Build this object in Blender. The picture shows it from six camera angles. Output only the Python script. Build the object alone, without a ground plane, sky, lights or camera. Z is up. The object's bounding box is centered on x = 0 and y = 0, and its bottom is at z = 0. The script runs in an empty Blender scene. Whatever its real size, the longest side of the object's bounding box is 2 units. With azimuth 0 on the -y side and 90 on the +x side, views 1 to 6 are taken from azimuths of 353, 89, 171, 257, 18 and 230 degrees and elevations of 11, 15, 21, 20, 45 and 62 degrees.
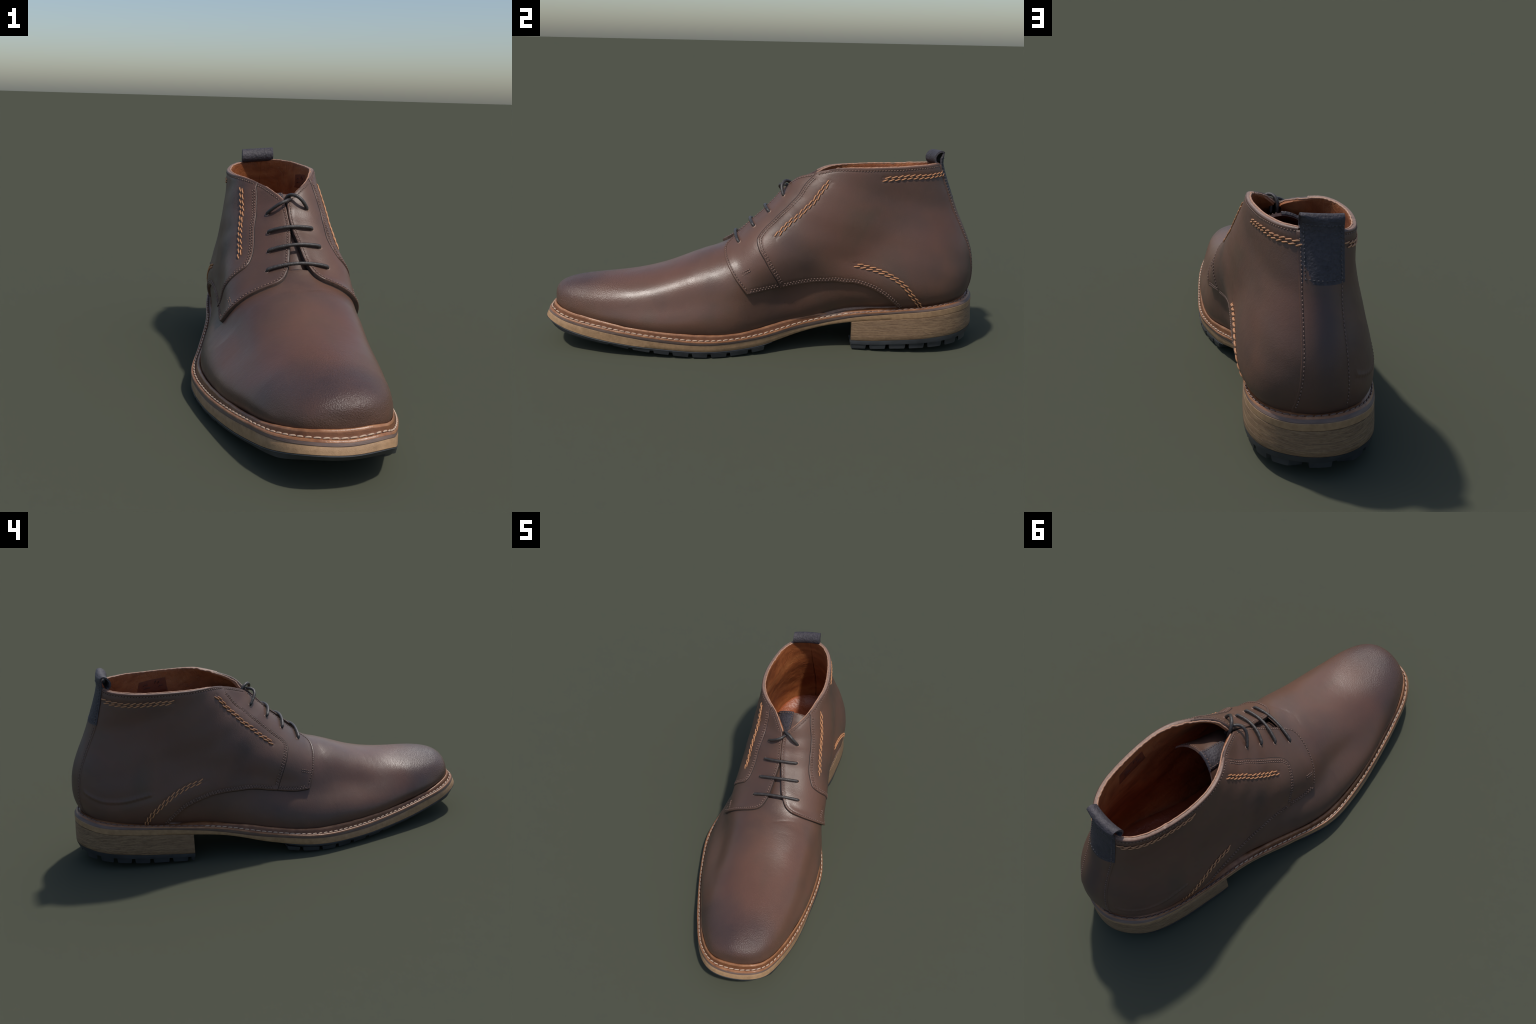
"""Brown leather lace-up ankle boot, built piece by piece as a shoemaker would:
a last, the pattern pieces laid on it, lining, tongue, laces, welt, sole and heel."""
import math

import bmesh
import bpy
import numpy as np
from mathutils import Matrix, Vector
from mathutils.geometry import delaunay_2d_cdt
from mathutils.kdtree import KDTree

rng = np.random.default_rng(11)

LAST_RADII = [
    (0.997, 0.99, 0.982, 0.976, 0.974, 0.976, 0.981, 0.988, 0.996, 1.002, 1.007, 1.01, 1.012, 1.011, 1.009, 1.004),
    (0.977, 0.977, 0.977, 0.977, 0.977, 0.977, 0.977, 0.977, 0.977, 0.977, 0.977, 0.977, 0.977, 0.977, 0.977, 0.977),
    (0.996, 1.002, 1.007, 1.01, 1.012, 1.011, 1.009, 1.004, 0.997, 0.99, 0.982, 0.976, 0.974, 0.976, 0.981, 0.988),
    (1.053, 1.066, 1.112, 1.156, 1.157, 1.115, 1.065, 1.023, 1.019, 1.03, 1.002, 0.96, 0.937, 0.946, 0.986, 1.032),
    (1.048, 1.073, 1.214, 1.327, 1.285, 1.157, 1.051, 0.974, 0.978, 1.06, 1.064, 1.01, 0.977, 0.984, 1.032, 1.074),
    (1.001, 1.033, 1.188, 1.305, 1.258, 1.13, 1.033, 0.969, 0.987, 1.12, 1.164, 1.113, 1.076, 1.078, 1.108, 1.09),
    (0.975, 1.002, 1.12, 1.207, 1.175, 1.072, 0.999, 0.96, 1.01, 1.179, 1.253, 1.211, 1.176, 1.176, 1.192, 1.118),
    (0.953, 0.962, 1.052, 1.123, 1.11, 1.014, 0.932, 0.902, 0.992, 1.196, 1.304, 1.283, 1.256, 1.252, 1.246, 1.128),
    (0.896, 0.904, 1.016, 1.11, 1.109, 0.989, 0.854, 0.8, 0.909, 1.161, 1.322, 1.328, 1.308, 1.296, 1.254, 1.084),
    (0.869, 0.887, 1.005, 1.094, 1.091, 0.954, 0.796, 0.718, 0.829, 1.148, 1.361, 1.362, 1.333, 1.319, 1.276, 1.07),
    (0.889, 0.918, 1.006, 1.051, 1.035, 0.919, 0.791, 0.717, 0.807, 1.155, 1.402, 1.383, 1.329, 1.312, 1.282, 1.064),
    (0.909, 0.943, 1.01, 1.041, 1.014, 0.916, 0.837, 0.781, 0.821, 1.179, 1.448, 1.39, 1.3, 1.263, 1.233, 1.028),
    (0.909, 1.001, 1.073, 1.074, 1.013, 0.931, 0.886, 0.826, 0.79, 1.146, 1.453, 1.371, 1.248, 1.185, 1.109, 0.942),
    (0.873, 1.072, 1.154, 1.1, 0.996, 0.926, 0.896, 0.873, 0.775, 1.064, 1.409, 1.314, 1.179, 1.14, 1.025, 0.814),
    (0.913, 1.101, 1.146, 1.052, 0.95, 0.884, 0.851, 0.899, 0.843, 1.048, 1.407, 1.248, 1.11, 1.136, 1.084, 0.85),
    (0.929, 1.118, 1.13, 0.973, 0.908, 0.857, 0.875, 0.928, 0.904, 1.112, 1.445, 1.174, 1.052, 1.101, 1.169, 0.957),
    (0.878, 1.097, 1.176, 0.979, 0.923, 0.868, 0.945, 0.971, 0.931, 1.169, 1.417, 1.191, 1.111, 1.19, 1.381, 1.123),
    (0.806, 1.092, 1.232, 1.057, 0.98, 0.883, 0.998, 1.002, 0.878, 0.972, 1.123, 1.069, 1.072, 1.055, 1.14, 1.005),
    (0.804, 1.085, 1.157, 1.04, 0.898, 0.803, 0.924, 0.98, 0.884, 0.807, 0.83, 0.819, 0.837, 0.802, 0.774, 0.77),
    (0.855, 1.001, 1.009, 0.903, 0.761, 0.707, 0.796, 0.899, 0.921, 0.929, 0.973, 0.892, 0.825, 0.824, 0.832, 0.815),
    (0.853, 0.875, 0.838, 0.746, 0.655, 0.641, 0.717, 0.837, 0.942, 1.044, 1.111, 1.041, 0.976, 0.952, 0.912, 0.86),
    (0.83, 0.764, 0.685, 0.601, 0.555, 0.578, 0.669, 0.809, 0.964, 1.105, 1.185, 1.169, 1.118, 1.062, 0.986, 0.901),
    (0.799, 0.666, 0.551, 0.474, 0.46, 0.514, 0.63, 0.795, 0.982, 1.148, 1.252, 1.28, 1.245, 1.167, 1.058, 0.932),
]
SOLE_EDGE = [
    (0.014, 0.98, 0.245), (0.116, 0.95, 0.237), (0.197, 0.874, 0.231), (0.239, 0.747, 0.217), (0.237, 0.58, 0.199),
    (0.222, 0.388, 0.173), (0.23, 0.18, 0.131), (0.295, -0.023, 0.09), (0.348, -0.238, 0.078), (0.343, -0.477, 0.094),
    (0.316, -0.701, 0.124), (0.262, -0.87, 0.149), (0.202, -0.956, 0.175), (0.088, -0.982, 0.167), (-0.031, -0.966, 0.166),
    (-0.124, -0.876, 0.147), (-0.191, -0.732, 0.126), (-0.253, -0.552, 0.102), (-0.311, -0.346, 0.086), (-0.346, -0.131, 0.088),
    (-0.31, 0.098, 0.115), (-0.268, 0.33, 0.162), (-0.254, 0.549, 0.195), (-0.229, 0.738, 0.215), (-0.175, 0.871, 0.227),
    (-0.085, 0.959, 0.245),
]
FEATHER_LINE = [
    (0.023, 0.982, 0.243), (0.127, 0.942, 0.246), (0.211, 0.853, 0.232), (0.235, 0.704, 0.215), (0.223, 0.513, 0.2),
    (0.209, 0.3, 0.177), (0.228, 0.088, 0.137), (0.305, -0.119, 0.1), (0.33, -0.336, 0.104), (0.319, -0.55, 0.121),
    (0.286, -0.73, 0.15), (0.241, -0.868, 0.175), (0.163, -0.94, 0.191), (0.059, -0.952, 0.188), (-0.042, -0.929, 0.181),
    (-0.121, -0.82, 0.152), (-0.184, -0.654, 0.125), (-0.251, -0.47, 0.113), (-0.298, -0.266, 0.107), (-0.306, -0.058, 0.11),
    (-0.26, 0.155, 0.143), (-0.233, 0.371, 0.186), (-0.227, 0.576, 0.197), (-0.213, 0.753, 0.221), (-0.157, 0.892, 0.242),
    (-0.068, 0.951, 0.235),
]
# outlines of the pattern pieces, drawn on the last as (girth station, angle in degrees)
COLLAR_R = [
    (1.931, 81.661), (1.971, 75.066), (2.019, 66.257), (2.054, 58.163), (2.083, 49.729), (2.111, 40.756), (2.131, 30.954), (2.137, 20.236),
    (2.139, 8.838), (2.142, -4.327), (2.144, -19.542), (2.147, -35.269), (2.148, -49.968), (2.149, -63.131), (2.149, -76.308),
]
COLLAR_L = [
    (1.928, 84.746), (1.978, 91.13), (2.029, 103.284), (2.064, 120.344), (2.089, 137.169), (2.1, 150.491), (2.106, 161.848), (2.112, 172.724),
    (2.117, 183.815), (2.121, 194.984), (2.125, 205.868), (2.13, 215.721), (2.134, 225.347), (2.139, 237.494), (2.143, 251.973), (2.147, 268.041),
]
EDGE_R = [
    (2.074, 48.147), (1.966, 50.532), (1.853, 50.769), (1.687, 49.372), (1.572, 48.837), (1.494, 47.546), (1.462, 45.244), (1.442, 37.315),
    (1.441, 28.104), (1.438, 18.861), (1.437, 7.26), (1.433, -2.033),
]
EDGE_L = [
    (2.04, 120.472), (1.965, 116.361), (1.849, 114.968), (1.73, 118.115), (1.589, 119.405), (1.475, 120.386), (1.422, 123.68), (1.401, 130.889),
    (1.396, 158.923), (1.391, 172.458), (1.387, 184.461),
]
ARC_R = [
    (1.265, 4.949), (1.35, 0.608), (1.431, -3.147), (1.55, -12.241), (1.613, -16.371), (1.643, -17.52), (1.662, -19.597), (1.685, -21.246),
    (1.706, -26.797), (1.712, -33.858), (1.71, -41.883), (1.707, -49.46),
]
ARC_L = [
    (1.208, 173.433), (1.289, 180.117), (1.387, 184.811), (1.49, 189.708), (1.567, 195.729), (1.619, 198.621), (1.647, 200.652), (1.651, 201.343),
    (1.67, 204.485), (1.686, 209.37), (1.688, 215.447), (1.683, 224.172),
]
FRONT_R = [
    (1.932, 82.338), (1.859, 82.698), (1.753, 82.365), (1.65, 80.646), (1.544, 78.899), (1.444, 78.121), (1.354, 77.007), (1.28, 74.654),
    (1.219, 71.225), (1.188, 65.489), (1.184, 57.308), (1.191, 48.368), (1.206, 38.211), (1.224, 27.742), (1.248, 15.55), (1.265, 4.949),
]
FRONT_L = [
    (1.932, 84.91), (1.835, 83.439), (1.699, 82.178), (1.582, 83.525), (1.473, 86.004), (1.376, 87.88), (1.293, 89.717), (1.23, 92.167),
    (1.185, 95.286), (1.16, 100.175), (1.153, 107.196), (1.157, 117.009), (1.169, 131.933), (1.183, 147.483), (1.2, 162.87), (1.208, 173.433),
]
STRIP_R = [
    (2.044, -70.607), (2.004, -71.034), (1.963, -71.93), (1.928, -72.931), (1.892, -73.049), (1.858, -71.435), (1.83, -69.421),
]
STRIP_L = [
    (2.038, 240.771), (2.002, 242.508), (1.965, 243.819), (1.931, 244.475), (1.897, 245.087), (1.861, 246.03), (1.829, 247.53),
]
ORANGE_EYE_R = [(2.054, 34.3), (1.959, 38.8), (1.857, 40.7), (1.742, 39.4), (1.63, 37.1), (1.574, 36.2)]
ORANGE_EYE_L = [(2.039, 139.6), (1.972, 134.6), (1.893, 130.8), (1.819, 131.3), (1.738, 133.2), (1.639, 135.3), (1.52, 136)]
ORANGE_COL_R = [(2.097, 0.2), (2.102, -10.3), (2.11, -25.2), (2.112, -42.4), (2.115, -58.1), (2.116, -75.9)]
ORANGE_COL_L = [(2.072, 174.9), (2.08, 187.4), (2.085, 199.5), (2.091, 212.3), (2.099, 224), (2.109, 238.7)]
ORANGE_ARC_R = [(1.74, -5), (1.759, -10.4), (1.773, -17), (1.776, -23.8), (1.771, -30.2), (1.759, -38.3), (1.745, -51.7)]
ORANGE_ARC_L = [(1.716, 188.9), (1.738, 193.9), (1.748, 199.8), (1.749, 205.4), (1.746, 211.7), (1.741, 217.7), (1.727, 226)]
EYELETS_R = [(1.319, 60), (1.49, 61.5), (1.672, 61.8), (1.849, 63.9)]
EYELETS_L = [(1.294, 106), (1.471, 104.1), (1.656, 103.7), (1.826, 103.2)]
TACK_R = [(1.255, 26.9), (1.332, 27.5)]
TACK_L = [(1.2, 148), (1.283, 149.7)]
HEEL_CREASE = [(1.879, 240), (1.859, 230.2), (1.843, 224.2), (1.831, 219.3), (1.817, 213.9), (1.806, 208.7), (1.794, 204)]

# ----------------------------------------------------------------- the last
# The upper is described like a shoemaker's last: a curved spine runs from the
# toe back to the instep and then turns up into the ankle; a point of the
# leather is (station along the spine, angle round it), and LAST_RADII is the
# control cage (cubic B-spline) of the distance from the spine.
TOE_END, BALL_END, LAST_END, TURN = 0.60, 1.05, 2.35, 0.70
Y_TOE, PIVOT = -0.70, np.array([0.0, -0.25, 0.85])
CAGE = np.array(LAST_RADII)
NS, NT = CAGE.shape


def smooth(x, xs, ys):
    xs, ys = np.array(xs, float), np.array(ys, float)
    x = np.clip(np.asarray(x, float), xs[0], xs[-1])
    m = np.gradient(ys, xs)
    i = np.clip(np.searchsorted(xs, x, side="right") - 1, 0, len(xs) - 2)
    h = xs[i + 1] - xs[i]
    t = (x - xs[i]) / h
    return ((2*t**3 - 3*t**2 + 1)*ys[i] + (t**3 - 2*t**2 + t)*h*m[i]
            + (-2*t**3 + 3*t**2)*ys[i + 1] + (t**3 - t**2)*h*m[i + 1])


TURNS = np.radians([0, 30, 45, 55, 63, 70, 80, 90, 107.])
NOSE = .26


def spine(s):
    s = np.asarray(s, float)
    O = np.zeros((len(s), 3))
    y = Y_TOE + np.clip(s, TOE_END, BALL_END) - TOE_END
    a = np.clip(s - BALL_END, 0, None) / TURN
    rho = smooth(a, np.radians([-20, 0, 30, 45, 55, 63, 70, 80, 95, 115]), [.61, .61, .61, .645, .73, .82, .835, .79, .73, .70])
    O[:, 0] = smooth(s, [0, .6, 1.05, 1.55, 2.35], [.065, .065, .03, .02, .02])
    O[:, 1] = np.where(s > BALL_END, PIVOT[1] + rho*np.sin(a), y)
    O[:, 2] = np.where(s > BALL_END, PIVOT[2] - rho*np.cos(a), smooth(y, [-1.2, -.7, -.45, -.25, 0], [.195, .195, .205, .24, .27]))
    up = np.stack([0*s, -np.sin(a), np.cos(a)], 1)
    lean = np.where(s < TOE_END, s / TOE_END * np.pi / 2, np.pi / 2)
    return O, up, lean


def girth(s):
    """half width and half height of the plain oval the cage is measured from"""
    at = [0, TOE_END, TOE_END + .25, *(BALL_END + TURN*TURNS)]
    return (smooth(s, at, [.225, .225, .29, .31, .28, .25, .24, .23, .22, .20, .19, .19]),
            smooth(s, at, [.105, .105, .145, .19, .25, .31, .40, .47, .46, .41, .34, .32]))


def bspline(u):
    return np.stack([(1 - u)**3, 3*u**3 - 6*u**2 + 4, -3*u**3 + 3*u**2 + 3*u + 1, u**3], -1) / 6


def radius(s, th):
    a = np.clip(s / LAST_END, 0, 1 - 1e-9) * (NS - 3)
    i = a.astype(int)
    b = (th / (2*np.pi) % 1) * NT
    j = b.astype(int)
    I = i[:, None] + np.arange(4)
    J = (j[:, None] + np.arange(-1, 3)) % NT
    return np.einsum("na,nb,nab->n", bspline(a - i), bspline(b - j), CAGE[I[:, :, None], J[:, None, :]])


def base(s, th):
    O, up, lean = spine(s)
    A, B = girth(s)
    d = (A*np.cos(th))[:, None]*np.array([1., 0, 0]) + (B*np.sin(th))[:, None]*up
    d = np.sin(lean)[:, None]*d + (NOSE*np.cos(lean))[:, None]*np.array([0, -1., 0])
    return O + d*radius(s, th)[:, None]


def leather(p, h=0.0):
    """points of the last surface at pattern coordinates p = (station, degrees), raised by h; and the normals"""
    p = np.asarray(p, float)
    s, th = np.clip(p[:, 0], 1e-3, LAST_END - .01), np.radians(p[:, 1])
    P = base(s, th)
    e = 2e-3
    ds = base(s + e, th) - base(s - e*.9, th)
    dt = base(s, th + e*3) - base(s, th - e*3)
    n = np.cross(dt, ds)
    n /= np.linalg.norm(n, axis=1, keepdims=True) + 1e-12
    O = spine(s)[0]
    n *= np.sign(((P - O)*n).sum(1))[:, None]
    return P + n*np.broadcast_to(h, len(P))[:, None], n


def locate(P):
    """pattern coordinates of 3D points (inverse of the above)"""
    P = np.asarray(P, float)
    y = P[:, 1]
    a = np.arctan2(P[:, 1] - PIVOT[1], PIVOT[2] - P[:, 2])
    s = np.where(y > PIVOT[1], BALL_END + TURN*np.clip(a, 0, 1.84), TOE_END + y - Y_TOE)
    A, B = girth(np.array([TOE_END]))
    d = P - np.array([.065, Y_TOE, .195])
    s = np.where(y < Y_TOE, np.arctan2(np.hypot(d[:, 0]/A, d[:, 2]/B), -d[:, 1]/NOSE)/(np.pi/2)*TOE_END, s)
    O, up, _ = spine(s)
    A, B = girth(s)
    d = P - O
    return np.stack([s, np.degrees(np.arctan2((d*up).sum(1)/B, d[:, 0]/A))], 1)


def catmull(P, n, closed=False):
    P = np.asarray(P, float)
    K = len(P)
    segs = K if closed else K - 1
    at = (lambda i: i % K) if closed else (lambda i: np.clip(i, 0, K - 1))
    t = np.linspace(0, segs, n, endpoint=not closed)
    i = np.minimum(t.astype(int), segs - 1)
    f = (t - i)[:, None]
    a, b, c, d = (P[at(i + k)] for k in (-1, 0, 1, 2))
    return .5*(2*b + (c - a)*f + (2*a - 5*b + 4*c - d)*f**2 + (3*b - a - 3*c + d)*f**3)


def resample(P, step, space=None, closed=False):
    """even spacing, measured in `space` (3D positions of P) when given"""
    P = np.asarray(P, float)
    X = P if space is None else space
    if closed:
        P, X = np.vstack([P, P[:1]]), np.vstack([X, X[:1]])
    L = np.r_[0, np.cumsum(np.linalg.norm(np.diff(X, axis=0), axis=1))]
    n = max(2, int(round(L[-1]/step)) + 1)
    t = np.linspace(0, L[-1], n)
    R = np.stack([np.interp(t, L, P[:, k]) for k in range(P.shape[1])], 1)
    return R[:-1] if closed else R


def seam(points, step=.006, straight=False):
    c = np.asarray(points, float) if straight else catmull(points, 40*len(points))
    return resample(c, step, leather(c)[0])


def shifted(path, d):
    """a line on the leather running beside `path` at distance d (to the left, seen from outside)"""
    P, n = leather(path)
    t = np.gradient(P, axis=0)
    t /= np.linalg.norm(t, axis=1, keepdims=True) + 1e-12
    q = locate(P + np.cross(n, t)*d)
    q[:, 1] = path[:, 1] + (q[:, 1] - path[:, 1] + 180) % 360 - 180
    return q


# ------------------------------------------------------------ mesh helpers
def material_slots(ob, mats):
    for m in (mats if isinstance(mats, (list, tuple)) else [mats]):
        ob.data.materials.append(m)


def make(name, verts, faces, mats, parent, index=None, sharp=45, smooth_shade=True):
    me = bpy.data.meshes.new(name)
    me.from_pydata(np.asarray(verts).tolist(), [], [tuple(int(i) for i in f) for f in faces])
    me.validate()
    if index is not None:
        me.polygons.foreach_set("material_index", np.asarray(index, np.int32)[:len(me.polygons)])
    me.polygons.foreach_set("use_smooth", [smooth_shade]*len(me.polygons))
    me.update()
    if smooth_shade and sharp:
        me.set_sharp_from_angle(angle=math.radians(sharp))
    ob = bpy.data.objects.new(name, me)
    bpy.context.scene.collection.objects.link(ob)
    material_slots(ob, mats)
    ob.parent = parent
    return ob


def inside(poly, pts):
    x, y = pts[:, 0], pts[:, 1]
    r = np.zeros(len(pts), bool)
    a, b = poly, np.roll(poly, -1, 0)
    for (x0, y0), (x1, y1) in zip(a, b):
        if y0 != y1:
            c = ((y0 > y) != (y1 > y)) & (x < (x1 - x0)*(y - y0)/(y1 - y0) + x0)
            r ^= c
    return r


def floor_z(P):
    """nothing of the upper reaches below the inside of the sole"""
    return np.interp(P[:, 1], [-1., -.85, -.55, -.25, .05, .35, .7, 1.], [.14, .125, .085, .062, .085, .145, .19, .22])


DEG = .0044  # width of one degree round the last, roughly, in metres


def panel(name, outline, top, bottom, mats, parent, step=.009, rows=(), dent=.0018, rim_width=.0035, warp=None, warp_edge=False, refine=()):
    """One cut piece of leather: outline on the last, upper face at height `top`,
    edge wall down to `bottom`.  rows are stitch lines that pull the leather in."""
    S = np.array([1.0, DEG])
    B = np.asarray(outline, float)
    keep = np.linalg.norm(B - np.roll(B, 1, 0), axis=1) > 1e-7
    B = B[keep]*S
    area = .5*np.sum(B[:, 0]*np.roll(B[:, 1], -1) - np.roll(B[:, 0], -1)*B[:, 1])
    if area < 0:
        B = B[::-1].copy()
    nB = len(B)
    lo, hi = B.min(0), B.max(0)
    g = np.stack(np.meshgrid(np.arange(lo[0], hi[0], step), np.arange(lo[1], hi[1], step)), -1).reshape(-1, 2)
    g[:, 0] += (np.round((g[:, 1] - lo[1])/step) % 2)*step*.5
    kb = KDTree(nB)
    for i, p in enumerate(B):
        kb.insert((*p, 0), i)
    kb.balance()
    far = lambda pts: np.array([kb.find((*p, 0))[2] for p in pts]) if len(pts) else np.zeros(0)
    t = np.roll(B, -1, 0) - np.roll(B, 1, 0)
    t /= np.linalg.norm(t, axis=1, keepdims=True) + 1e-12
    inset = B + np.stack([-t[:, 1], t[:, 0]], 1)*rim_width
    inset = inset[inside(B, inset)]
    inset = inset[far(inset) > rim_width*.8]
    g = g[inside(B, g)]
    g = g[far(g) > max(step*.6, rim_width*1.7)]
    extra = []
    for r in (*rows, *refine):
        for d in (-.0045, 0, .0045) if any(r is x for x in rows) else (-.018, -.013, -.009, -.0045, 0, .0045, .009):
            q = shifted(r, d)*S
            extra.append(q)
    if extra:
        e = np.vstack(extra)
        e = e[inside(B, e)]
        e = e[far(e) > rim_width*1.5]
        ke = KDTree(max(1, len(e)))
        for i, p in enumerate(e):
            ke.insert((*p, 0), i)
        ke.balance()
        if len(e):
            g = g[np.array([ke.find((*p, 0))[2] for p in g]) > .004]
            k = np.array([i == ke.find_range((*p, 0), .0022)[0][1] or min(x[1] for x in ke.find_range((*p, 0), .0022)) == i for i, p in enumerate(e)])
            e = e[k]
    else:
        e = np.zeros((0, 2))
    V = np.vstack([B, inset, e, g])
    vs, _, fs, ov, _, _ = delaunay_2d_cdt([Vector(v) for v in V], [(i, (i + 1) % nB) for i in range(nB)], [], 1, 1e-6)
    V2 = np.array([tuple(v) for v in vs])
    edge = np.array([any(o < nB for o in x) for x in ov])
    first = {}
    for i, x in enumerate(ov):
        for o in x:
            if o < nB:
                first[o] = i
    pat = V2/S
    h = np.where(edge, top - .45*(top - bottom)*.5, top)
    P0, _ = leather(pat)
    if rows:
        C = np.vstack([leather(r)[0] for r in rows])
        kc = KDTree(len(C))
        for i, p in enumerate(C):
            kc.insert(p, i)
        kc.balance()
        dist = np.array([kc.find(p)[2] for p in P0])
        h = h - dent*np.exp(-(dist/.0042)**2)*(~edge)
    if warp is not None:
        h = h + warp(pat, P0)*(1 if warp_edge else ~edge)
    P, n = leather(pat, h)
    P[:, 2] = np.maximum(P[:, 2], floor_z(P))
    verts = [P]
    faces = [tuple(f) for f in fs]
    n2 = len(P)
    a = P0[[f[0] for f in faces]]
    b = P0[[f[1] for f in faces]]
    c = P0[[f[2] for f in faces]]
    out = (np.cross(b - a, c - a)*n[[f[0] for f in faces]]).sum(1) > 0
    flip = top < bottom
    faces = [f if (o != flip) else f[::-1] for f, o in zip(faces, out)]
    idx = [0]*len(faces)
    loop = [first[i] for i in range(nB) if i in first]
    W, _ = leather(pat[loop], bottom)
    W[:, 2] = np.maximum(W[:, 2], floor_z(W))
    verts.append(W)
    m = len(loop)
    rim = []
    for k in range(m):
        k2 = (k + 1) % m
        f = (loop[k], n2 + k, n2 + k2, loop[k2])
        rim.append(f)
    # orient the rim away from the piece
    A = np.vstack(verts)
    f = rim[m//3]
    cen = A[loop].mean(0)
    votes = 0
    for f in rim[::max(1, m//40)]:
        nn = np.cross(A[f[1]] - A[f[0]], A[f[3]] - A[f[0]])
        q = pat[f[0]]*S
        tt = B[(list(first.keys())[0] + 1) % nB]
        inner = leather(((q + V2.mean(0))/2/S)[None])[0][0]
        votes += np.sign(nn @ (A[f[0]] - inner))
    if votes < 0:
        rim = [f[::-1] for f in rim]
    faces += rim
    idx += [1 if isinstance(mats, (list, tuple)) and len(mats) > 1 else 0]*len(rim)
    return make(name, A, faces, mats, parent, idx, sharp=60)


def capsule(length, r, flat=.7, bow=.25, seg=8, k=7):
    """one thread stitch lying along x, bowed up in the middle"""
    t = np.linspace(-1, 1, k)
    rr = r*np.sqrt(np.clip(1 - np.abs(t)**4, 0.06, 1))
    a = np.linspace(0, 2*np.pi, seg, endpoint=False)
    V = np.array([(x*length/2, q*np.cos(b), q*flat*np.sin(b) + bow*r*(1 - x*x*1.6)) for x, q in zip(t, rr) for b in a])
    F = [(i*seg + j, i*seg + (j + 1) % seg, (i + 1)*seg + (j + 1) % seg, (i + 1)*seg + j) for i in range(k - 1) for j in range(seg)]
    F = [f[::-1] for f in F]
    F += [tuple(range(seg)), tuple((k - 1)*seg + j for j in range(seg))[::-1]]
    return V, F


def along(path, h, pitch, phase=0.0, closed=False):
    """frames (position, tangent, side, normal) every `pitch` metres along a line on the leather"""
    fine = resample(path, .002, leather(path)[0])
    if np.ndim(h):
        h = np.interp(np.linspace(0, 1, len(fine)), np.linspace(0, 1, len(h)), h)
    P, n = leather(fine, h)
    return frames(P, n, pitch, phase)


def frames(P, n, pitch, phase=0.0):
    L = np.r_[0, np.cumsum(np.linalg.norm(np.diff(P, axis=0), axis=1))]
    t = np.arange(pitch*(.5 + phase), L[-1] - pitch*.3, pitch)
    pick = lambda A: np.stack([np.interp(t, L, A[:, k]) for k in range(3)], 1)
    c, nn = pick(P), pick(n)
    T = pick(np.gradient(P, axis=0))
    T /= np.linalg.norm(T, axis=1, keepdims=True)
    nn -= T*(nn*T).sum(1)[:, None]
    nn /= np.linalg.norm(nn, axis=1, keepdims=True)
    return c, T, np.cross(nn, T), nn


def fine_stitching(name, paths, h, parent, mats, pitch=.0135, length=.0094, r=.0024):
    """rows of small thread stitches with their needle holes, as one piece of stuff"""
    V0, F0 = capsule(length, r, .8, .5, 6, 5)
    H0, G0 = capsule(.0036, .0017, .35, 0, 6, 3)
    verts, faces, idx = [], [], []
    base_i = 0
    for path in paths:
        hh = h(path) if callable(h) else h
        c, T, Sd, N = along(path, hh, pitch)
        for i in range(len(c)):
            tilt = rng.normal(0, .10)
            T2 = T[i]*math.cos(tilt) + Sd[i]*math.sin(tilt)
            S2 = np.cross(N[i], T2)
            k = 1 + rng.normal(0, .06)
            verts.append(c[i] + (V0[:, :1]*T2*k + V0[:, 1:2]*S2 + V0[:, 2:]*N[i]))
            faces += [tuple(q + base_i for q in f) for f in F0]
            idx += [0]*len(F0)
            base_i += len(V0)
            q = c[i] + T[i]*pitch*.5 + N[i]*.0008
            verts.append(q + (H0[:, :1]*T[i] + H0[:, 1:2]*Sd[i] + H0[:, 2:]*N[i]))
            faces += [tuple(q2 + base_i for q2 in f) for f in G0]
            idx += [1]*len(G0)
            base_i += len(H0)
    ob = make(name, np.vstack(verts), faces, mats, parent, idx, sharp=0)
    ob["kind"] = "stuff"
    return ob


def single_stitches(name, mesh, fr, parent, skew=0.0):
    c, T, Sd, N = fr
    for i in range(len(c)):
        a = skew + rng.normal(0, .05)
        x = T[i]*math.cos(a) + Sd[i]*math.sin(a)
        y = np.cross(N[i], x)
        k = 1 + rng.normal(0, .05)
        M = Matrix.Identity(4)
        for r in range(3):
            M[r][0], M[r][1], M[r][2], M[r][3] = x[r]*k, y[r], N[i][r], c[i][r]
        ob = bpy.data.objects.new(name, mesh)
        bpy.context.scene.collection.objects.link(ob)
        ob.parent = parent
        ob.matrix_world = M


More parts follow.
